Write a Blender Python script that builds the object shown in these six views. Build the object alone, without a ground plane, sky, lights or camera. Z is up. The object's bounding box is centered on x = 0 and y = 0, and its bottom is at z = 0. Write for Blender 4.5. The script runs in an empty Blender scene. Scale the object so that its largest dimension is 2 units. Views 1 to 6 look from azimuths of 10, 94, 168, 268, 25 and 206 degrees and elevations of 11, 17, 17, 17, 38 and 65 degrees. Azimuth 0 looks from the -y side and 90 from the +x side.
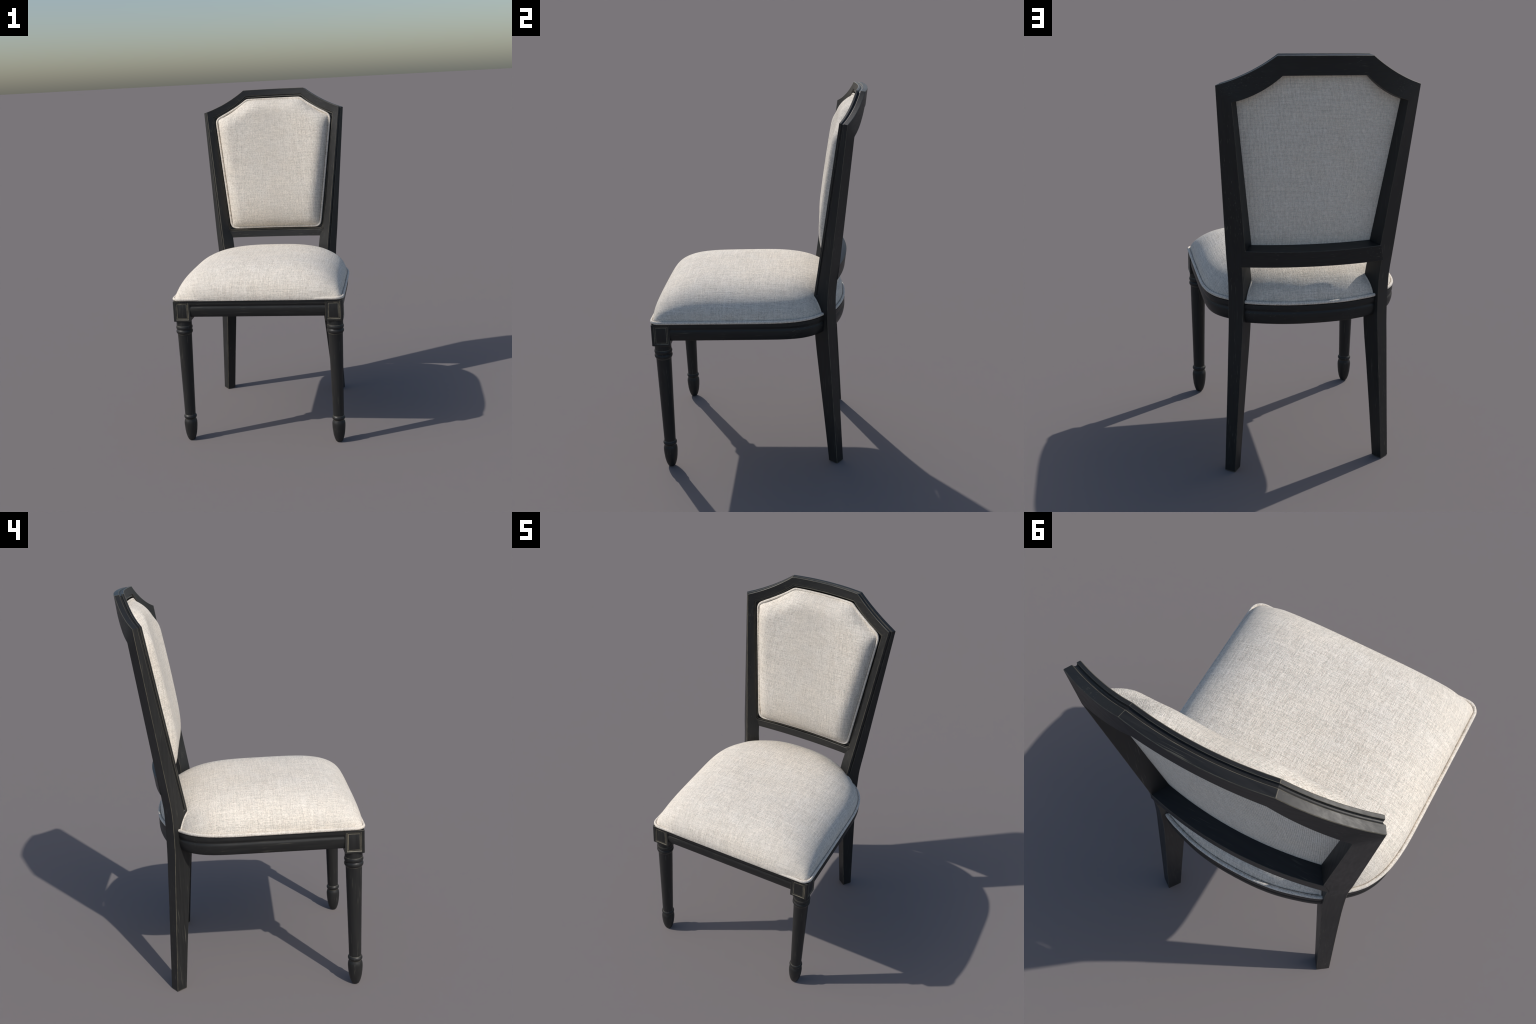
"""Upholstered dining chair: black distressed wooden frame, turned front legs,
sabre-like rear legs running up into a shaped back, linen seat and back pads."""
import bpy, bmesh, math
import numpy as np
from mathutils import Vector

PI = math.pi
V = lambda *a: np.array(a, float)
lerp = lambda a, b, t: a + (b - a) * t

# ------------------------------------------------------------------ materials
def new_mat(name):
    m = bpy.data.materials.new(name)
    m.use_nodes = True
    nt = m.node_tree
    for n in list(nt.nodes):
        if n.type != 'OUTPUT_MATERIAL':
            nt.nodes.remove(n)
    out = nt.nodes['Material Output']
    b = nt.nodes.new('ShaderNodeBsdfPrincipled')
    nt.links.new(b.outputs[0], out.inputs[0])
    return m, nt, b


class NB:
    """small helper to write node graphs"""
    def __init__(s, nt):
        s.nt = nt

    def n(s, typ, ins=None, **props):
        nd = s.nt.nodes.new(typ)
        for k, v in props.items():
            setattr(nd, k, v)
        for k, v in (ins or {}).items():
            sock = nd.inputs[k]
            if isinstance(v, bpy.types.NodeSocket):
                s.nt.links.new(v, sock)
            else:
                sock.default_value = v
        return nd

    def math(s, op, a, b=0.0, clamp=False):
        return s.n('ShaderNodeMath', {0: a, 1: b}, operation=op, use_clamp=clamp).outputs[0]

    def noise(s, vec, scale=1.0, detail=2.0, rough=0.5):
        return s.n('ShaderNodeTexNoise', {'Vector': vec, 'Scale': scale, 'Detail': detail,
                                          'Roughness': rough}).outputs['Fac']

    def xyz(s, x, y, z):
        return s.n('ShaderNodeCombineXYZ', {0: x, 1: y, 2: z}).outputs[0]

    def maprange(s, v, a, b, c=0.0, d=1.0):
        return s.n('ShaderNodeMapRange', {0: v, 1: a, 2: b, 3: c, 4: d}).outputs[0]

    def mix(s, f, a, b):
        nd = s.n('ShaderNodeMix', data_type='RGBA')
        for idx, v in ((0, f), (6, a), (7, b)):
            if isinstance(v, bpy.types.NodeSocket):
                s.nt.links.new(v, nd.inputs[idx])
            else:
                nd.inputs[idx].default_value = v
        return nd.outputs[2]


BLACK_A = (0.0140, 0.0142, 0.0142, 1)
BLACK_B = (0.0200, 0.0200, 0.0194, 1)
SCRATCH = (0.105, 0.100, 0.080, 1)
WORN = (0.165, 0.148, 0.108, 1)


def wood_material(name, grain_axis, worn=0.0):
    """distressed black paint; grain_axis = 0 along x, 1 along y, 2 along z.
    worn > 0: rubbed arris where the paint has gone"""
    m, nt, b = new_mat(name)
    k = NB(nt)
    co = k.n('ShaderNodeTexCoord').outputs['Object']
    sc = [95.0, 95.0, 95.0]
    sc[grain_axis] = 5.0
    gv = k.n('ShaderNodeMapping', {0: co, 3: sc}).outputs[0]
    grain = k.noise(gv, 1.0, 4.0, 0.6)
    sc2 = [260.0, 260.0, 260.0]
    sc2[grain_axis] = 7.0
    gv2 = k.n('ShaderNodeMapping', {0: co, 3: sc2}).outputs[0]
    fine = k.noise(gv2, 1.0, 2.0, 0.5)
    patch = k.noise(co, 9.0, 2.0, 0.5)
    base = k.mix(k.maprange(grain, 0.35, 0.65), BLACK_A, BLACK_B)
    sel = k.math('MULTIPLY', k.maprange(fine, 0.635, 0.72), k.maprange(patch, 0.44, 0.60))
    col = k.mix(k.math('MULTIPLY', sel, 0.75), base, SCRATCH)
    if worn > 0:
        wv = k.noise(co, 26.0, 3.0, 0.6)
        wm = k.maprange(wv, 0.30, 0.58, 0.35 * worn, worn)
        col = k.mix(wm, col, WORN)
    nt.links.new(col, b.inputs['Base Color'])
    rg = k.maprange(grain, 0.3, 0.7, 0.40, 0.50)
    nt.links.new(rg, b.inputs['Roughness'])
    b.inputs['Specular IOR Level'].default_value = 0.38
    bm = k.n('ShaderNodeBump', {'Strength': 0.05, 'Distance': 0.002, 'Height': grain})
    nt.links.new(bm.outputs[0], b.inputs['Normal'])
    return m


def linen_material(name, kind, tint=1.0, wu=1.0, regular=False):
    """slubby plain-weave linen. kind 'seat': threads follow a domed cushion,
    'back': threads follow the upright back"""
    m, nt, b = new_mat(name)
    k = NB(nt)
    co = k.n('ShaderNodeTexCoord').outputs['Object']
    sp = k.n('ShaderNodeSeparateXYZ', {0: co})
    x, y, z = sp.outputs
    if kind == 'seat':
        dz = k.math('SUBTRACT', z, 1.035)
        ax = k.math('ABSOLUTE', x)
        sx = k.math('MULTIPLY', k.math('SIGN', x), k.maprange(ax, .24, .44))
        yo = k.math('ADD', y, 0.08)
        sy = k.math('MULTIPLY', k.math('SIGN', yo), k.maprange(k.math('ABSOLUTE', yo), .26, .44))
        u = k.math('SUBTRACT', x, k.math('MULTIPLY', dz, sx))
        v = k.math('SUBTRACT', y, k.math('MULTIPLY', dz, sy))
    else:
        tx = k.math('TANH', k.math('MULTIPLY', x, 9.0))
        u = k.math('ADD', x, k.math('MULTIPLY', k.math('MULTIPLY', y, tx), 0.55))
        v = k.math('ADD', z, k.math('MULTIPLY', y, 0.2))
    if regular:
        u, v = k.math('MULTIPLY', x, 1.06), z
    # a slow wander so that threads are never ruler straight
    wob = k.noise(co, 5.0, 1.0, 0.4)
    wo = k.math('MULTIPLY', k.math('SUBTRACT', wob, 0.5), 0.006)
    u = k.math('ADD', u, wo)
    v = k.math('ADD', v, wo)

    def threads(fa, fb, seed, detail=2.0):
        return k.noise(k.xyz(k.math('MULTIPLY', u, fa), k.math('MULTIPLY', v, fb), seed), 1.0, detail, 0.55)

    warp = threads(350.0, 58.0, 1.3)
    weft = threads(58.0, 350.0, 7.9)
    fine = threads(390.0, 330.0, 3.1, 1.0)
    slub_u = threads(260.0, 10.0, 12.5, 1.0)
    slub_v = threads(10.0, 260.0, 15.5, 1.0)
    h = k.math('ADD', k.math('MULTIPLY', k.math('ADD', k.math('MULTIPLY', warp, wu), weft), .85), fine)
    h = k.math('ADD', h, k.math('MULTIPLY', k.math('ADD', slub_u, slub_v), 0.52))
    if regular:
        per = 2 * PI / .0060
        wv = k.math('SINE', k.math('MULTIPLY', u, per))
        wh = k.math('SINE', k.math('MULTIPLY', v, per))
        grid = k.math('ADD', k.math('MULTIPLY', wv, .15), k.math('MULTIPLY', wh, .09))
        h = k.math('ADD', k.math('MULTIPLY', h, .60), k.math('ADD', grid, .40 * (.425 * (1 + wu) + .5 + .52)))
    mean = .425 * (1 + wu) + .5 + .52
    f = k.maprange(h, mean - .34, mean + .26)
    blot = k.maprange(k.noise(co, 8.0, 3.0, 0.6), .25, .75)
    hue = threads(300.0, 260.0, 22.2, 1.0)
    light = k.mix(blot, (0.885 * tint, 0.802 * tint, 0.690 * tint, 1), (0.876 * tint, 0.820 * tint, 0.738 * tint, 1))
    dark = k.mix(k.maprange(hue, .35, .65), (0.550 * tint, 0.455 * tint, 0.390 * tint, 1), (0.450 * tint, 0.455 * tint, 0.395 * tint, 1))
    col = k.mix(f, dark, light)
    fl = k.maprange(k.noise(co, 150.0, 1.0, 0.5), 0.74, 0.80)
    col = k.mix(k.math('MULTIPLY', fl, 0.30), col, (0.22, 0.18, 0.14, 1))
    nt.links.new(col, b.inputs['Base Color'])
    b.inputs['Roughness'].default_value = 0.95
    b.inputs['Specular IOR Level'].default_value = 0.12
    b.inputs['Sheen Weight'].default_value = 0.0
    b.inputs['Sheen Roughness'].default_value = 0.5
    bm = k.n('ShaderNodeBump', {'Strength': 0.6, 'Distance': 0.0025, 'Height': h})
    nt.links.new(bm.outputs[0], b.inputs['Normal'])
    return m


M_WOOD_Z = wood_material('black_paint_upright', 2)
M_WOOD_X = wood_material('black_paint_cross', 0)
M_WOOD_Y = wood_material('black_paint_side', 1)
M_WORN = wood_material('rubbed_edge', 2, 0.80)
M_WORN_STRONG = wood_material('rubbed_moulding', 2, 1.0)
M_WORN_SOFT = wood_material('rubbed_edge_soft', 2, 0.48)
M_SEAT = linen_material('linen_seat', 'seat', 1.07)
M_BACK = linen_material('linen_back', 'back', 1.04)
M_REAR = linen_material('linen_rear', 'back', 1.17, 1.3, True)

# ------------------------------------------------------------------ helpers
ROOT = bpy.data.objects.new('dining_chair', None)
bpy.context.scene.collection.objects.link(ROOT)
ROOT['label'] = 'black distressed wooden dining chair with cream linen upholstery'
ROOT['category'] = 'dining chair'


def add_obj(name, me, mats, parent=ROOT, smooth_deg=None):
    for mt in mats:
        me.materials.append(mt)
    ob = bpy.data.objects.new(name, me)
    bpy.context.scene.collection.objects.link(ob)
    ob.parent = parent
    if smooth_deg is not None:
        for p in me.polygons:
            p.use_smooth = True
        me.set_sharp_from_angle(angle=math.radians(smooth_deg))
    return ob


def bm_to_mesh(bm, name):
    bmesh.ops.recalc_face_normals(bm, faces=bm.faces)
    me = bpy.data.meshes.new(name)
    bm.to_mesh(me)
    bm.free()
    return me


def loft(rings, closed_ring=True, closed_path=False, caps=True):
    """bmesh from a list of equally long rings of points; returns bm, grid of verts"""
    bm = bmesh.new()
    g = [[bm.verts.new(tuple(p)) for p in r] for r in rings]
    nr, nc = len(g), len(g[0])
    for i in range(nr if closed_path else nr - 1):
        a, b = g[i], g[(i + 1) % nr]
        for j in range(nc if closed_ring else nc - 1):
            q = [a[j], a[(j + 1) % nc], b[(j + 1) % nc], b[j]]
            bm.faces.new(q)
    if caps and closed_ring and not closed_path:
        bm.faces.new(g[0][::-1])
        bm.faces.new(g[-1])
    return bm, g


def tube(path, r, seg=12, closed=False, squash=1.0, up=None):
    """round cord along a 3D path"""
    P = np.array(path, float)
    n = len(P)
    if closed:
        T = np.roll(P, -1, 0) - np.roll(P, 1, 0)
    else:
        T = np.gradient(P, axis=0)
    T /= np.linalg.norm(T, axis=1)[:, None]
    upv = V(0, 0, 1) if up is None else up
    rings = []
    for i in range(n):
        a = np.cross(T[i], upv)
        a /= np.linalg.norm(a)
        b = np.cross(a, T[i])
        rings.append([P[i] + r * (math.cos(t) * a + squash * math.sin(t) * b)
                      for t in np.linspace(0, 2 * PI, seg, endpoint=False)])
    return loft(rings, True, closed, caps=not closed)[0]


def arc_pts(A, B, k, n):
    """A->B with sagitta k*|AB| towards the lower left / lower side (concave shoulder)"""
    A, B = V(*A), V(*B)
    d = B - A
    nrm = V(-d[1], d[0])
    if nrm[1] > 0:
        nrm = -nrm
    return [lerp(A, B, t) + nrm * (4 * k * t * (1 - t)) for t in np.linspace(0, 1, n)]


def interp_rows(rows, z):
    """rows: (z, v0, v1, ...) sorted; linear interpolation"""
    zs = [r[0] for r in rows]
    return V(*[np.interp(z, zs, [r[i] for r in rows]) for i in range(1, len(rows[0]))])


# ------------------------------------------------------------------ the back: curved planes
# Rear leg / stile arrises: OF outer front, OB outer back, IB inner back, IF inner front.
# Sections of the lower part (x, y) by height.
LEG = [  # z,   OFx,  OFy,   OBx,  OBy,   IBx,  IBy,   IFx,  IFy
    (0.00, .3800, .3440, .4145, .3895, .3695, .4225, .3370, .3750),
    (0.25, .3635, .3220, .4050, .3770, .3560, .4130, .3170, .3590),
    (0.50, .3475, .2990, .3960, .3650, .3410, .4030, .2960, .3420),
    (0.62, .3395, .2880, .3922, .3585, .3338, .3992, .2852, .3325),
    (0.70, .3345, .2815, .3893, .3538, .3290, .3960, .2793, .3268),
    (0.76, .3315, .2785, .3880, .3510, .3265, .3947, .2764, .3255),
    (0.82, .3305, .2770, .3876, .3500, .3255, .3940, .2752, .3265),
    (0.88, .3308, .2765, .3878, .3503, .3250, .3940, .2748, .3275),
    (0.93, .3335, .2770, .3886, .3513, .3253, .3945, .2745, .3280),
    (0.96, .3362, .2800, .3900, .3528, .3268, .3960, .2758, .3285),
    (1.00, .3400, .2860, .3930, .3560, .3300, .4000, .2802, .3315),
    (1.05, .3450, .2937, .3975, .3613, .3337, .4060, .2865, .3430),
]
S0 = dict(OF=V(.3502, .3016, 1.100), OB=V(.4017, .3675, 1.100), IB=V(.319, .418, 1.116),
          IF=V(.3065, .343, 1.093), W=V(.282, .364, 1.130))
S1 = dict(OF=V(.4295, .4205, 1.8700), OB=V(.4562, .4618, 1.8635), IB=V(.391, .496, 1.794),
          IF=V(.392, .434, 1.834), W=V(.366, .457, 1.797))


def on_line(key, z):
    a, b = S0[key], S1[key]
    return lerp(a, b, (z - a[2]) / (b[2] - a[2]))


def yFc(z):
    return .354 + .182 * (z - 1.05)


def yBc(z):
    return .457 + .1346 * (z - 1.107)


def curved(x, z, yc, kin, kout):
    """depth of a curved back plane: bowed between the stiles, flat over the stiles"""
    ax = abs(x)
    i = on_line(kin, z)
    if ax <= i[0] or kout is None:
        return yc - (yc - i[1]) * (ax / i[0]) ** 2
    o = on_line(kout, z)
    return i[1] + (o[1] - i[1]) * (ax - i[0]) / (o[0] - i[0])


yF = lambda x, z: curved(x, z, yFc(z), 'IF', 'OF')
yB = lambda x, z: curved(x, z, yBc(z), 'IB', 'OB')
yW = lambda x, z: curved(x, z, yFc(z) + .026, 'W', None)

GROOVE = [(.0106, 0), (.0119, .0009), (.0128, .0040), (.0152, .0064), (.0186, .0070), (.0220, .0056), (.0233, .0030),
          (.0240, .0009), (.0253, 0)]
NG = len(GROOVE)
EA = .0023          # width of the eased, rubbed arrises
MOULD = [(.0018, .0058), (.0062, .0050), (.0108, .0046), (.0118, .0160)]      # (inwards, backwards)


# ring layout: 0,1 OF | 2..NG+1 groove | OB,OB' | IB,IB' | W M3 M2' M2 M1 | IF',IF
R_OB, R_IB = NG + 2, NG + 4
R_W = NG + 6
R_M2 = R_W + 2
R_IF = R_W + 5
RINGN = R_W + 7
#  strip j = face between ring points j and j+1
STRONG = (0, 2, NG, R_OB)
SOFT = (R_IB, R_M2, R_IF)
OUTER = range(1, R_OB)      # strips that make the outer edge of the frame


def ease(c, a, b, e):
    """two points replacing the arris c between neighbours a and b"""
    u, w = a - c, b - c
    return [c + u / np.linalg.norm(u) * e, c + w / np.linalg.norm(w) * e]


def station(OF, OB, IB, IF, W, groove, mould):
    """one frame section. groove: 0..1 depth and width factor, mould False: plain leg"""
    d = (OB - OF) / np.linalg.norm(OB - OF)
    q = (IF - OF) / np.linalg.norm(IF - OF)
    mid = .5 * (GROOVE[0][0] + GROOVE[-1][0])
    wfac = math.sqrt(max(0.0, 1 - (1 - groove) ** 2)) if groove < 1 else 1.0
    wfac = max(wfac, .04)
    ring = ease(OF, IF, OB, EA * .75)
    for t, dep in GROOVE:
        ring.append(OF + d * (mid + (t - mid) * wfac) + q * dep * min(1.0, groove * 1.6))
    ring += ease(OB, OF, IB, EA * .75)
    if mould:
        di = IB - W
        di = di / np.linalg.norm(di)
        ms = [IF + q * a + di * b for a, b in MOULD]
        ring += ease(IB, OB, W, EA * .6)
        ring += [W, ms[3], ms[2], ms[1], ms[0]]
        ring += [IF + di * EA * .7, IF - q * EA * .9]
    else:
        ring += ease(IB, OB, IF, EA * .6)
        ring += [lerp(IB, IF, t) for t in (.55, .75, .80, .85, .9)]
        ring += ease(IF, IB, OF, EA * .5)
    return ring


def leg_section(z):
    r = interp_rows(LEG, z)
    return [V(r[0], r[1], z), V(r[2], r[3], z), V(r[4], r[5], z), V(r[6], r[7], z)]


half, cross = [], []         # cross: indices of strips that are rubbed across the outer edge
for z in [0, .0025, .06, .125, .19, .25, .375, .50, .56, .62, .66, .70, .73, .76, .79, .82, .85, .88, .91, .93, .945, .949]:
    OF, OB, IB, IF = leg_section(z)
    half.append(station(OF, OB, IB, IF, None, 0.0, False))
i_groove = len(half)
for z, g in [(.9515, .12), (.9535, .3), (.9565, .55), (.961, .8), (.967, 1), (.985, 1), (1.0, 1), (1.025, 1), (1.05, 1)]:
    OF, OB, IB, IF = leg_section(z)
    half.append(station(OF, OB, IB, IF, None, g, False))
i_joint = len(half) - 1
for t in np.linspace(0, 1, 13):
    p = {k: lerp(S0[k], S1[k], t) for k in S0}
    half.append(station(p['OF'], p['OB'], p['IB'], p['IF'], p['W'], 1.0, True))
i_ear = len(half) - 1
# crest rail: shoulder then head
TOP = dict(OF=(.1970, 1.9985), OB=(.2080, 1.9920), IB=(.1840, 1.909), IF=(.1845, 1.9595), W=(.1800, 1.913))
SAG = dict(OF=.043, OB=.043, IB=.062, IF=.050, W=.060)
yFo = lambda x, z: yFc(z) - .4475 * x * x       # outer edge of the crest: one even bow
yBo = lambda x, z: yBc(z) - .4640 * x * x
YM = dict(OF=yFo, OB=yBo, IB=yB, IF=yF, W=yW)
NA = 30


def p3(key, xz):
    return V(xz[0], YM[key](xz[0], xz[1]), xz[1])


def arc_at(k, t):
    A, B = V(S1[k][0], S1[k][2]), V(*TOP[k])
    d = B - A
    n = V(-d[1], d[0])
    n = n if n[1] < 0 else -n
    return lerp(A, B, t) + n * (4 * SAG[k] * t * (1 - t))


for t in list(np.linspace(0, 1, NA + 1)[5:-1]) + [1 - .0045, 1]:
    p = {k: p3(k, arc_at(k, t)) for k in TOP}
    half.append(station(p['OF'], p['OB'], p['IB'], p['IF'], p['W'], 1.0, True))
i_top = len(half) - 1
cross += [i_top - 1, i_top]
CROWN = .0015
for t in [.006] + list(np.linspace(0, 1, 11)[1:]):
    p = {}
    for k in TOP:
        x0, z0 = TOP[k]
        x = x0 * (1 - t)
        p[k] = p3(k, (x, z0 + CROWN * (1 - (1 - t) ** 2)))
    half.append(station(p['OF'], p['OB'], p['IB'], p['IF'], p['W'], 1.0, True))
full = half + [[q * V(-1, 1, 1) for q in r] for r in half[-2::-1]]
NTOT = len(full)
NHALF = len(half)


bm, g = loft(full)
fmap = {}
for i in range(NTOT - 1):
    ih = i if i < NHALF - 1 else NTOT - 2 - i          # strip index on the half
    part = 0 if i < i_ear else (1 if i < NTOT - 1 - i_ear else 2)
    for j in range(RINGN):
        f = bm.faces.get([g[i][j], g[i][(j + 1) % RINGN], g[i + 1][(j + 1) % RINGN], g[i + 1][j]])
        m = 0
        if j in STRONG and not (j in (2, NG) and ih < i_groove):
            m = 1
        if j in SOFT and not (j >= R_W and i_joint - 1 <= ih <= i_joint) and not (j == R_M2 and ih <= i_joint):
            m = 2
        if ih in cross and j in OUTER and not (2 < j < NG):
            m = 1
        if ih == 0:
            m = 2
        f.material_index = m
        fmap[f] = part
bmesh.ops.recalc_face_normals(bm, faces=bm.faces)
bm.faces.index_update()
part_of = [fmap.get(f, 0 if f.calc_center_median().x > 0 else 2) for f in bm.faces]
whole = bpy.data.meshes.new('frame_whole')
bm.to_mesh(whole)
bm.free()
for p in whole.polygons:
    p.use_smooth = True
whole.set_sharp_from_angle(angle=math.radians(21))
cn = [tuple(n.vector) for n in whole.corner_normals]
wco = [tuple(v.co) for v in whole.vertices]
for part, nm, base in ((0, 'rear_leg', M_WOOD_Z), (1, 'crest_rail', M_WOOD_X), (2, 'rear_leg', M_WOOD_Z)):
    idx, faces_, mats_, nrm_ = {}, [], [], []
    for p in whole.polygons:
        if part_of[p.index] != part:
            continue
        faces_.append([idx.setdefault(v, len(idx)) for v in p.vertices])
        mats_.append(p.material_index)
        nrm_ += [cn[li] for li in p.loop_indices]
    me = bpy.data.meshes.new(nm)
    me.from_pydata([wco[v] for v in idx], [], faces_)
    ob = add_obj(nm, me, [base, M_WORN, M_WORN_SOFT])
    for p, mi in zip(me.polygons, mats_):
        p.material_index = mi
        p.use_smooth = True
    me.normals_split_custom_set(nrm_)
bpy.data.meshes.remove(whole)

# lower back rail
rings = []
U = list(np.linspace(-1, 1, 41))
U = sorted(set([round(u, 4) for u in U] + [s * v for s in (-1, 1) for v in (.935, .955, .97, .98, .988, .994, 1.017)]))
R0 = .022
for u in U:
    xi = S0['IF'][0] * u
    e = max(0.0, S0['IF'][0] - abs(xi))
    rise = 0.0
    if e < R0:
        rise = R0 - math.sqrt(max(0, R0 * R0 - (R0 - e) ** 2))
    rise = min(rise, .014)
    F0 = V(xi, yF(xi, 1.0905), 1.0905)
    FT = V(xi * (1 + .30 * rise), yF(xi, 1.093), 1.093 + rise)
    xb = .2868 * u
    FB = V(xb, lerp(.354, .3432, u * u), 1.050)
    xw = S0['W'][0] * u
    W = V(xw, yW(xw, 1.130), 1.130)
    xB = S0['IB'][0] * u
    BT = V(xB, yB(xB, 1.116), 1.116 - .003 * (1 - u * u))
    xbb = .3337 * u
    BB = V(xbb, lerp(.4475, .4055, u * u), 1.037)
    di = BT - W
    di = di / np.linalg.norm(di)
    ms = [FT + V(0, 0, a) + di * b for a, b in MOULD]
    q = V(0, 0, 1)
    r = ease(FB, BB, FT, EA * .6) + [F0]
    r += [FT - q * EA * .9, FT + di * EA * .7] + ms + [W]
    r += ease(BT, W, BB, EA * .6) + ease(BB, BT, FB, EA * .6)
    rings.append(r)
bm, g = loft(rings)
for i in range(len(rings) - 1):
    for j in (0, 3, 6, 10, 12):
        n = len(rings[0])
        f = bm.faces.get([g[i][j], g[i][(j + 1) % n], g[i + 1][(j + 1) % n], g[i + 1][j]])
        f.material_index = 1
add_obj('back_rail', bm_to_mesh(bm, 'back_rail'), [M_WOOD_X, M_WORN_SOFT], smooth_deg=21)

# ------------------------------------------------------------------ back pad
def fillet_outline(corners, n_edge=24):
    """corners: list of (pt, radius, sag of following edge). returns dense closed (x,z) loop and
    per-edge polylines (unfilleted)"""
    n = len(corners)
    edges = []
    for i in range(n):
        A, B = corners[i][0], corners[(i + 1) % n][0]
        k = corners[i][2]
        if k:
            edges.append(np.array(arc_pts(A, B, k, n_edge + 1)))
        else:
            edges.append(np.array([lerp(V(*A), V(*B), t) for t in np.linspace(0, 1, n_edge + 1)]))
    loop = []
    for i in range(n):
        E0, E1 = edges[i - 1], edges[i]
        r = corners[i][1]
        c = V(*corners[i][0])
        d0 = (E0[-2] - E0[-1]) / np.linalg.norm(E0[-2] - E0[-1])
        d1 = (E1[1] - E1[0]) / np.linalg.norm(E1[1] - E1[0])
        ang = math.acos(max(-1, min(1, float(d0 @ d1))))
        t = r / math.tan(ang / 2)
        # corner arc as quadratic/cubic blend
        p0, p1 = c + d0 * t, c + d1 * t
        for s in np.linspace(0, 1, 11):
            w = (2 - 1.0) * 1.0
            loop.append(p0 * (1 - s) ** 2 + 2 * s * (1 - s) * c + p1 * s * s)
        # straight portion of the edge beyond the fillets
        nr = corners[(i + 1) % n][1]
        c2 = V(*corners[(i + 1) % n][0])
        E2 = edges[(i + 1) % n]
        dd0 = (E1[-2] - E1[-1]) / np.linalg.norm(E1[-2] - E1[-1])
        dd1 = (E2[1] - E2[0]) / np.linalg.norm(E2[1] - E2[0])
        t2 = nr / math.tan(math.acos(max(-1, min(1, float(dd0 @ dd1)))) / 2)
        for q in E1[1:-1]:
            if np.linalg.norm(q - c) > t * 1.05 and np.linalg.norm(q - c2) > t2 * 1.05:
                loop.append(q)
    return np.array(loop), edges


def resample(loop, n):
    L = np.vstack([loop, loop[:1]])
    s = np.concatenate([[0], np.cumsum(np.linalg.norm(np.diff(L, axis=0), axis=1))])
    t = np.linspace(0, s[-1], n, endpoint=False)
    return np.stack([np.interp(t, s, L[:, i]) for i in range(L.shape[1])], 1)


def offset_loop(loop, d):
    """positive d = inwards for a counter-clockwise loop"""
    T = np.roll(loop, -1, 0) - np.roll(loop, 1, 0)
    T /= np.linalg.norm(T, axis=1)[:, None]
    N = np.stack([-T[:, 1], T[:, 0]], 1)
    return loop + N * d


def dist_poly(P, poly):
    """distance of points to an open polyline"""
    best = np.full(len(P), 1e9)
    for a, b in zip(poly[:-1], poly[1:]):
        ab = b - a
        t = np.clip(((P - a) @ ab) / (ab @ ab), 0, 1)
        best = np.minimum(best, np.linalg.norm(P - (a + t[:, None] * ab), axis=1))
    return best


def shoulder(d, w, p, q):
    t = 1 - np.clip(d / w, 0, 1)
    return (1 - t ** p) ** q


IFb, IFe, IFt = (S0['IF'][0], S0['IF'][2]), (S1['IF'][0], S1['IF'][2]), TOP['IF']
mx = lambda p: (-p[0], p[1])
# counter-clockwise seen from the front (x to the right, z up)
corners = [(mx(IFb), .062, 0), (IFb, .062, 0), (IFe, .060, SAG['IF']), (IFt, .060, 0), (mx(IFt), .060, SAG['IF']), (mx(IFe), .060, 0)]
opening, op_edges = fillet_outline(corners)
opening = resample(opening, 260)
WELT_R = .0066
welt2 = resample(offset_loop(opening, .0182), 260)
pad2 = resample(offset_loop(opening, .0262), 260)
for L_ in (welt2, pad2):
    tt = np.clip((L_[:, 1] - 1.86) / .08, 0, 1)
    L_[:, 1] -= .0058 * tt * tt * (3 - 2 * tt)
    tb = np.clip((1.16 - L_[:, 1]) / .05, 0, 1)
    L_[:, 1] += .0020 * tb
welt3 = [V(p[0], yF(p[0], p[1]) + .0030, p[1]) for p in welt2]
me = bm_to_mesh(tube(welt3, WELT_R, 10, True, up=V(0, 1, 0)), 'welt')

BULGE = .0987
C2 = V(0, 1.50)
NRING = 44
verts, faces = [], []
pts = []
for i in range(NRING):
    t = i / NRING
    s = 1 - t
    pts.append(C2 + (pad2 - C2) * s)
pts = np.array(pts).reshape(-1, 2)
pts = np.vstack([pts, C2[None]])
# pad edges (offset polylines of the opening edges)
h = np.ones(len(pts))
dd = []
for e, w in zip(op_edges, (.250, .088, .092, .085, .092, .088)):
    d = np.maximum(dist_poly(pts, e) - .0262, 0)
    h *= shoulder(d, w, 2.4, .52)
    if w == .088:                      # the side edges keep swelling towards the middle
        h *= .70 + .30 * shoulder(d, .34, 2.0, .8)
zz = pts[:, 1]
crown = 1 - .18 * ((zz - 1.42) / .45) ** 2
hh = BULGE * h * crown
vy = np.array([yF(p[0], p[1]) for p in pts])
front = np.stack([pts[:, 0], vy + .0055 - hh, pts[:, 1]], 1)
bm = bmesh.new()
fv = [bm.verts.new(tuple(p)) for p in front]
NP = len(pad2)
for i in range(NRING - 1):
    for j in range(NP):
        a, b = i * NP + j, i * NP + (j + 1) % NP
        bm.faces.new([fv[a], fv[b], fv[b + NP], fv[a + NP]])
for j in range(NP):
    bm.faces.new([fv[(NRING - 1) * NP + j], fv[(NRING - 1) * NP + (j + 1) % NP], fv[-1]])
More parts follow.
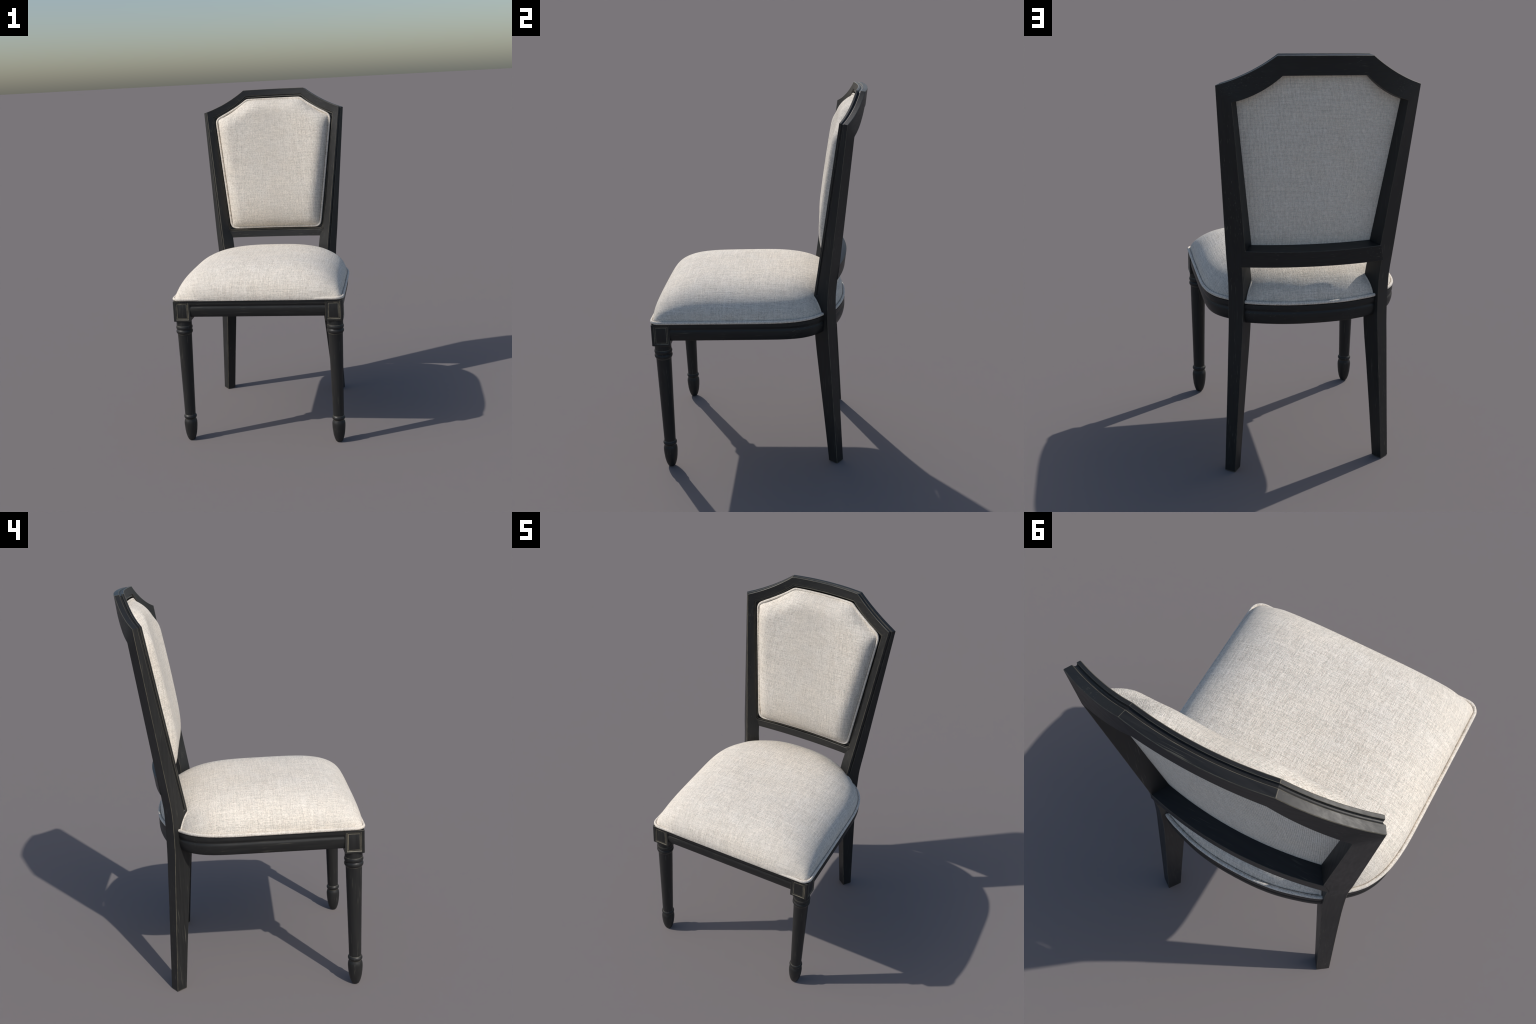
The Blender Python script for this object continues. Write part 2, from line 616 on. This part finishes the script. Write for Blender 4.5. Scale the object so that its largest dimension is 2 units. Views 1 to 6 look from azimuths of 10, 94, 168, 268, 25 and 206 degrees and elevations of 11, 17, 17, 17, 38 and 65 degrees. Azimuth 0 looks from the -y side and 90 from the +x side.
# edge turned back into the rebate
sk1 = [bm.verts.new((p[0], yF(p[0], p[1]) + .012, p[1])) for p in welt2]
for j in range(NP):
    k = (j + 1) % NP
    bm.faces.new([fv[k], fv[j], sk1[j], sk1[k]])
bm.faces.new(sk1[::-1])
back_pad = add_obj('back_cushion', bm_to_mesh(bm, 'back_cushion'), [M_BACK], smooth_deg=60)
add_obj('welt', me, [M_BACK], parent=back_pad, smooth_deg=60)

# rear cover of the back
wc = [(mx((S0['W'][0], S0['W'][2])), .004, 0), ((S0['W'][0], S0['W'][2]), .004, 0),
      ((S1['W'][0], S1['W'][2]), .004, SAG['W']), (TOP['W'], .004, 0), (mx(TOP['W']), .004, SAG['W']),
      (mx((S1['W'][0], S1['W'][2])), .004, 0)]
wl, _ = fillet_outline(wc)
wl = offset_loop(resample(wl, 220), -.0025)
bm = bmesh.new()
NQ = 30
prev = None
c3 = V(0, 1.5)
rows = []
for i in range(NQ):
    s = 1 - i / NQ
    rows.append([c3 + (p - c3) * s for p in wl])
vb = [[bm.verts.new((p[0], yW(p[0], p[1]) - .001, p[1])) for p in r] for r in rows]
cb = bm.verts.new((0, yW(0, 1.5) - .001, 1.5))
vf = [bm.verts.new((p[0], yW(p[0], p[1]) - .006, p[1])) for p in wl]
for i in range(NQ - 1):
    for j in range(len(wl)):
        k = (j + 1) % len(wl)
        bm.faces.new([vb[i][j], vb[i][k], vb[i + 1][k], vb[i + 1][j]])
for j in range(len(wl)):
    k = (j + 1) % len(wl)
    bm.faces.new([vb[-1][j], vb[-1][k], cb])
    bm.faces.new([vb[0][k], vb[0][j], vf[j], vf[k]])
bm.faces.new(vf)
add_obj('rear_cover', bm_to_mesh(bm, 'rear_cover'), [M_REAR], smooth_deg=50)

# ------------------------------------------------------------------ seat plan
SIDE = [(.490, -.30), (.489, -.10), (.488, .03), (.4845, .095), (.478, .145), (.468, .190), (.452, .232), (.432, .268),
        (.408, .297), (.380, .323), (.352, .349), (.322, .379), (.285, .397), (.245, .4105), (.200, .4235), (.154, .434),
        (.105, .4410), (.055, .4450), (0, .4462)]


def smooth_curve(P, n):
    """Catmull-Rom through points"""
    P = np.array(P, float)
    Q = np.vstack([2 * P[0] - P[1], P, 2 * P[-1] - P[-2]])
    out = []
    for i in range(1, len(Q) - 2):
        p0, p1, p2, p3_ = Q[i - 1], Q[i], Q[i + 1], Q[i + 2]
        for t in np.linspace(0, 1, n, endpoint=False):
            out.append(.5 * (2 * p1 + (p2 - p0) * t + (2 * p0 - 5 * p1 + 4 * p2 - p3_) * t * t
                             + (3 * p1 - p0 - 3 * p2 + p3_) * t ** 3))
    out.append(P[-1])
    return np.array(out)


def seat_outline(front=-.5805, r=.050):
    half_ = [V(0, front), V(.15, front), V(.30, front), V(.40, front)]
    cx, cy = .490 - r, front + r
    for a in np.linspace(-PI / 2, 0, 10):
        half_.append(V(cx + r * math.cos(a), cy + r * math.sin(a)))
    half_.append(V(.4905, -.42))
    half_ = np.array(half_)
    side = smooth_curve(SIDE, 5)
    h2 = np.vstack([half_, side])
    m2 = h2[::-1][1:-1] * V(-1, 1)
    return np.vstack([h2, m2])       # counter-clockwise from above


SEAT = resample(seat_outline(), 320)

# ------------------------------------------------------------------ seat rails (apron)
APRON = [(.0005, .8485), (.0, .843), (.0, .833), (.0006, .8268), (.0036, .8228), (.0050, .8185), (.0040, .8142),
         (.0016, .8100), (.0006, .8040), (.0009, .7950), (.0022, .7850), (.0046, .7740), (.0080, .7635), (.0110, .7572),
         (.0132, .7548), (.045, .7545), (.045, .8485)]
INSET = .0105
apr0 = resample(seat_outline(r=.046), 320)
ins = INSET - .0085 * np.clip((apr0[:, 1] - .05) / .17, 0, 1)      # the rail comes out flush at the rear
apr = apr0 + (offset_loop(apr0, 1.0) - apr0) * ins[:, None]
# split the loop in four: front, sides, rear
ang_y = apr[:, 1]


def apron_piece(sel, mat):
    idx = [i for i in range(len(apr)) if sel(apr[i])]
    # make contiguous
    for s in range(len(idx)):
        if (idx[s] - 1) % len(apr) not in idx:
            start = idx[s]
    run = []
    i = start
    while i % len(apr) in idx:
        run.append(i % len(apr))
        i += 1
        if len(run) >= len(idx):
            break
    P = apr
    T = np.roll(P, -1, 0) - np.roll(P, 1, 0)
    T /= np.linalg.norm(T, axis=1)[:, None]
    N = np.stack([-T[:, 1], T[:, 0]], 1)
    rings = [[V(*(P[i] + N[i] * d), z) for d, z in APRON] for i in run]
    bm, g = loft(rings)
    return add_obj('seat_rail', bm_to_mesh(bm, 'seat_rail'), [mat], smooth_deg=40)


apron_piece(lambda p: p[1] < -.5 and abs(p[0]) < .435, M_WOOD_X)
apron_piece(lambda p: p[0] > 0 and -.525 < p[1] < .345, M_WOOD_Y)
apron_piece(lambda p: p[0] < 0 and -.525 < p[1] < .345, M_WOOD_Y)
apron_piece(lambda p: p[1] > .345, M_WOOD_X)

# ------------------------------------------------------------------ seat cushion
Z_BOT, Z_RIM, Z_DOME, DOME_H = .8505, .8600, .8610, .1740
RIM = .0138
sm = lambda a, b, t: np.clip((t - a) / (b - a), 0, 1) ** 2 * (3 - 2 * np.clip((t - a) / (b - a), 0, 1))
PIPED = np.maximum(sm(-.545, -.52, SEAT[:, 1]), sm(.345, .445, np.abs(SEAT[:, 0])))          # 0 on the plain front edge, 1 where the border is piped
inner = offset_loop(SEAT, 1.0)
inner = SEAT + (inner - SEAT) * (.0012 + (RIM - .0012) * PIPED)[:, None]
hw_y = np.array([p for p in inner if p[0] >= 0])
o = np.argsort(hw_y[:, 1])
side_tab = hw_y[o]


def half_width(y):
    # largest x on the outline at this y
    out = np.zeros_like(y)
    ys, xs = side_tab[:, 1], side_tab[:, 0]
    for i in range(len(ys) - 1):
        a, b = ys[i], ys[i + 1]
        if b - a < 1e-9:
            continue
        mk = (y >= a) & (y <= b)
        out[mk] = np.maximum(out[mk], xs[i] + (xs[i + 1] - xs[i]) * (y[mk] - a) / (b - a))
    return out


rear = np.array([p for p in inner if p[0] >= 0 and p[1] > -.05])
o = np.argsort(rear[:, 0])
rear_x, rear_y = rear[o][:, 0], rear[o][:, 1]
frnt = np.array([p for p in inner if p[0] >= 0 and p[1] < -.10])
o = np.argsort(frnt[:, 0])
frnt_x, frnt_y = frnt[o][:, 0], frnt[o][:, 1]
Y0 = -.10


def dome(P):
    x, y = np.abs(P[:, 0]), P[:, 1]
    w = np.maximum(half_width(y), 1e-4)
    tx = np.clip(x / w, 0, 1)
    yr = np.interp(x, rear_x, rear_y)
    yf = np.interp(x, frnt_x, frnt_y)
    ty = np.where(y > Y0, (y - Y0) / np.maximum(yr - Y0, 1e-4), (Y0 - y) / np.maximum(Y0 - yf, 1e-4))
    ty = np.clip(ty, 0, 1)
    ax = 3.3
    ay = np.where(y > Y0, 3.2, 4.3)
    by = np.where(y > Y0, .37, .54)
    return (1 - tx ** ax) ** .44 * (1 - ty ** ay) ** by


NR = 70
bm = bmesh.new()
rows = []
C = V(0, -.07)
for i in range(NR):
    t = i / NR
    s = 1 - t ** 1.25 if i else 1.0
    rows.append(C + (inner - C) * s)
P = np.vstack(rows + [C[None]])
H = dome(P)
H[:len(inner)] = 0
H0 = np.concatenate([np.tile(PIPED, NR), [1.0]])
Zs = Z_DOME - .004 * (1 - H0) * (1 - H) ** 3 + DOME_H * H
top = [bm.verts.new((p[0], p[1], z)) for p, z in zip(P, Zs)]
N = len(inner)
for i in range(NR - 1):
    for j in range(N):
        a, b = i * N + j, i * N + (j + 1) % N
        bm.faces.new([top[a], top[b], top[b + N], top[a + N]])
for j in range(N):
    bm.faces.new([top[(NR - 1) * N + j], top[(NR - 1) * N + (j + 1) % N], top[-1]])
low = [bm.verts.new((p[0] * .997, p[1] * .996, Z_BOT + .0005)) for p in inner]
for j in range(N):
    k = (j + 1) % N
    bm.faces.new([top[k], top[j], low[j], low[k]])
bm.faces.new(low[::-1])
seat = add_obj('seat_cushion', bm_to_mesh(bm, 'seat_cushion'), [M_SEAT], smooth_deg=60)
# piped border round the bottom of the seat cushion
pr = .0070
PIPE_IN = np.where(SEAT[:, 1] < -.5, 1 - sm(.25, .345, np.abs(SEAT[:, 0])), 0)
pipe = SEAT + (offset_loop(SEAT, 1.0) - SEAT) * (pr + .012 * PIPE_IN)[:, None]
me = bm_to_mesh(tube([V(p[0], p[1], Z_BOT + pr * 1.2) for p in pipe], pr, 12, True, squash=1.2), 'welt')
add_obj('welt', me, [M_SEAT], parent=seat, smooth_deg=60)
# short folded hems where the cover is cut round the rear legs
for sgn in (1, -1):
    OF, OB, IB, IF = leg_section(.90)
    for A, B, out_ in ((OF, OB, 1), (IF, IB, -1)):
        d = (B - A)[:2] / np.linalg.norm((B - A)[:2])
        nrm = V(d[1], -d[0]) * out_
        t_end = .60 if out_ > 0 else .80
        path = []
        for t in np.linspace(.03, t_end, 16):
            q = A[:2] + (B - A)[:2] * t + nrm * .0042
            zq = Z_DOME + DOME_H * float(dome(q[None])[0])
            path.append(V(q[0] * sgn, q[1], zq - .0022 - .004 * max(0.0, 1 - (t - .03) / .12)))
        add_obj('hem', bm_to_mesh(tube(path, .0046, 8), 'hem'), [M_SEAT], parent=seat, smooth_deg=60)

# ------------------------------------------------------------------ front legs
LX, LY = .435, -.523
TURN = [(0, .0150), (.002, .0185), (.006, .0208), (.013, .0240), (.023, .0274), (.033, .0300), (.043, .0321), (.058, .0345),
        (.073, .0360), (.088, .0372), (.100, .0377), (.109, .0376), (.116, .0368), (.122, .0352), (.127, .0330), (.1300, .0317),
        (.1330, .0314), (.1350, .0322), (.1375, .0345), (.1410, .0364), (.1455, .0372), (.1500, .0365), (.1535, .0346),
        (.1560, .0324), (.1575, .0312), (.1620, .0311), (.25, .0327), (.35, .0346), (.45, .0366), (.55, .0387), (.640, .0404),
        (.6450, .0409), (.6490, .0418), (.6515, .0422), (.6530, .0436), (.6560, .0461), (.6605, .0477), (.6650, .0479),
        (.6695, .0470), (.6735, .0448), (.6755, .0434), (.6775, .0440), (.6810, .0462), (.6860, .0476), (.6905, .0476),
        (.6950, .0464), (.6980, .0449), (.6995, .0444), (.7050, .0442), (.7310, .0443)]
seg = 48
rings = [[V(LX + r * math.cos(a), LY + r * math.sin(a), z) for a in np.linspace(0, 2 * PI, seg, endpoint=False)] for z, r in TURN]
bm, g = loft(rings)
turned_me = bm_to_mesh(bm, 'turned_leg')
for p in turned_me.polygons:
    p.use_smooth = True
turned_me.set_sharp_from_angle(angle=math.radians(50))
M_TURN = wood_material('black_paint_turned', 2)
# worn lines in the quirks of the turning
nt = M_TURN.node_tree
k = NB(nt)
bsdf = [n for n in nt.nodes if n.type == 'BSDF_PRINCIPLED'][0]
src = bsdf.inputs['Base Color'].links[0].from_socket
zc = k.n('ShaderNodeSeparateXYZ', {0: k.n('ShaderNodeTexCoord').outputs['Object']}).outputs[2]
mask = None
for zq, wd in ((.6490, .0022), (.6990, .0018), (.1575, .0016), (.1320, .0014)):
    d = k.math('ABSOLUTE', k.math('SUBTRACT', zc, zq))
    mm = k.maprange(d, wd * .4, wd, 1.0, 0.0)
    mask = mm if mask is None else k.math('MAXIMUM', mask, mm)
brk = k.maprange(k.noise(k.n('ShaderNodeTexCoord').outputs['Object'], 30.0, 2.0), .35, .6, .15, .6)
nt.links.new(k.mix(k.math('MULTIPLY', mask, brk), src, WORN), bsdf.inputs['Base Color'])
turned_me.materials.append(M_TURN)

BX0, BX1, BY0, BY1, BZ0, BZ1 = .3850, .4825, -.5715, -.4745, .7295, .8485


def block_mesh():
    bm = bmesh.new()
    bmesh.ops.create_cube(bm, size=1.0)
    for v in bm.verts:
        v.co = Vector((lerp(BX0, BX1, v.co.x + .5), lerp(BY0, BY1, v.co.y + .5), lerp(BZ0, BZ1, v.co.z + .5)))
    bm.normal_update()
    # round the outer front arris, ease the others
    def edges_where(fn):
        return [e for e in bm.edges if fn((e.verts[0].co + e.verts[1].co) / 2)]
    e_round = edges_where(lambda c: abs(c.x - BX1) < 1e-4 and abs(c.y - BY0) < 1e-4)
    bmesh.ops.bevel(bm, geom=e_round, offset=.005, segments=4, profile=.5, affect='EDGES', material=0)
    bm.normal_update()
    big = [f for f in bm.faces if f.normal.y < -.99] + [f for f in bm.faces if f.normal.x > .99]
    for f in big:
        cur = f
        for th, dep, mat in ((.0092, 0, 0), (.0034, -.0022, 1), (.0036, 0, 0), (.0032, .0012, 1)):
            r = bmesh.ops.inset_individual(bm, faces=[cur], thickness=th, depth=dep, use_even_offset=True)
            for q in r['faces']:
                q.material_index = mat
        cur.material_index = 0
    e_worn = [e for e in bm.edges if len(e.link_faces) == 2 and e.calc_face_angle(0) > 1.2 and
              (abs((e.verts[0].co.x + e.verts[1].co.x) / 2 - BX0) < 1e-4 or
               abs((e.verts[0].co.z + e.verts[1].co.z) / 2 - BZ0) < 1e-4 or
               abs((e.verts[0].co.y + e.verts[1].co.y) / 2 - BY1) < 1e-4 or
               abs((e.verts[0].co.z + e.verts[1].co.z) / 2 - BZ1) < 1e-4)]
    bmesh.ops.bevel(bm, geom=e_worn, offset=.0016, segments=1, profile=.5, affect='EDGES', material=2)
    return bm_to_mesh(bm, 'leg_block')


blk_me = block_mesh()
for mt in (M_WOOD_Z, M_WORN_STRONG, M_WORN_SOFT):
    blk_me.materials.append(mt)
for p in blk_me.polygons:
    p.use_smooth = True
blk_me.set_sharp_from_angle(angle=math.radians(28))


def mirrored(me):
    m2 = me.copy()
    bm = bmesh.new()
    bm.from_mesh(m2)
    for v in bm.verts:
        v.co.x = -v.co.x
    bmesh.ops.reverse_faces(bm, faces=bm.faces)
    bm.to_mesh(m2)
    bm.free()
    return m2


for side in (1, -1):
    leg = bpy.data.objects.new('front_leg', turned_me if side > 0 else mirrored(turned_me))
    bpy.context.scene.collection.objects.link(leg)
    leg.parent = ROOT
    blk = bpy.data.objects.new('leg_block', blk_me if side > 0 else mirrored(blk_me))
    bpy.context.scene.collection.objects.link(blk)
    blk.parent = leg
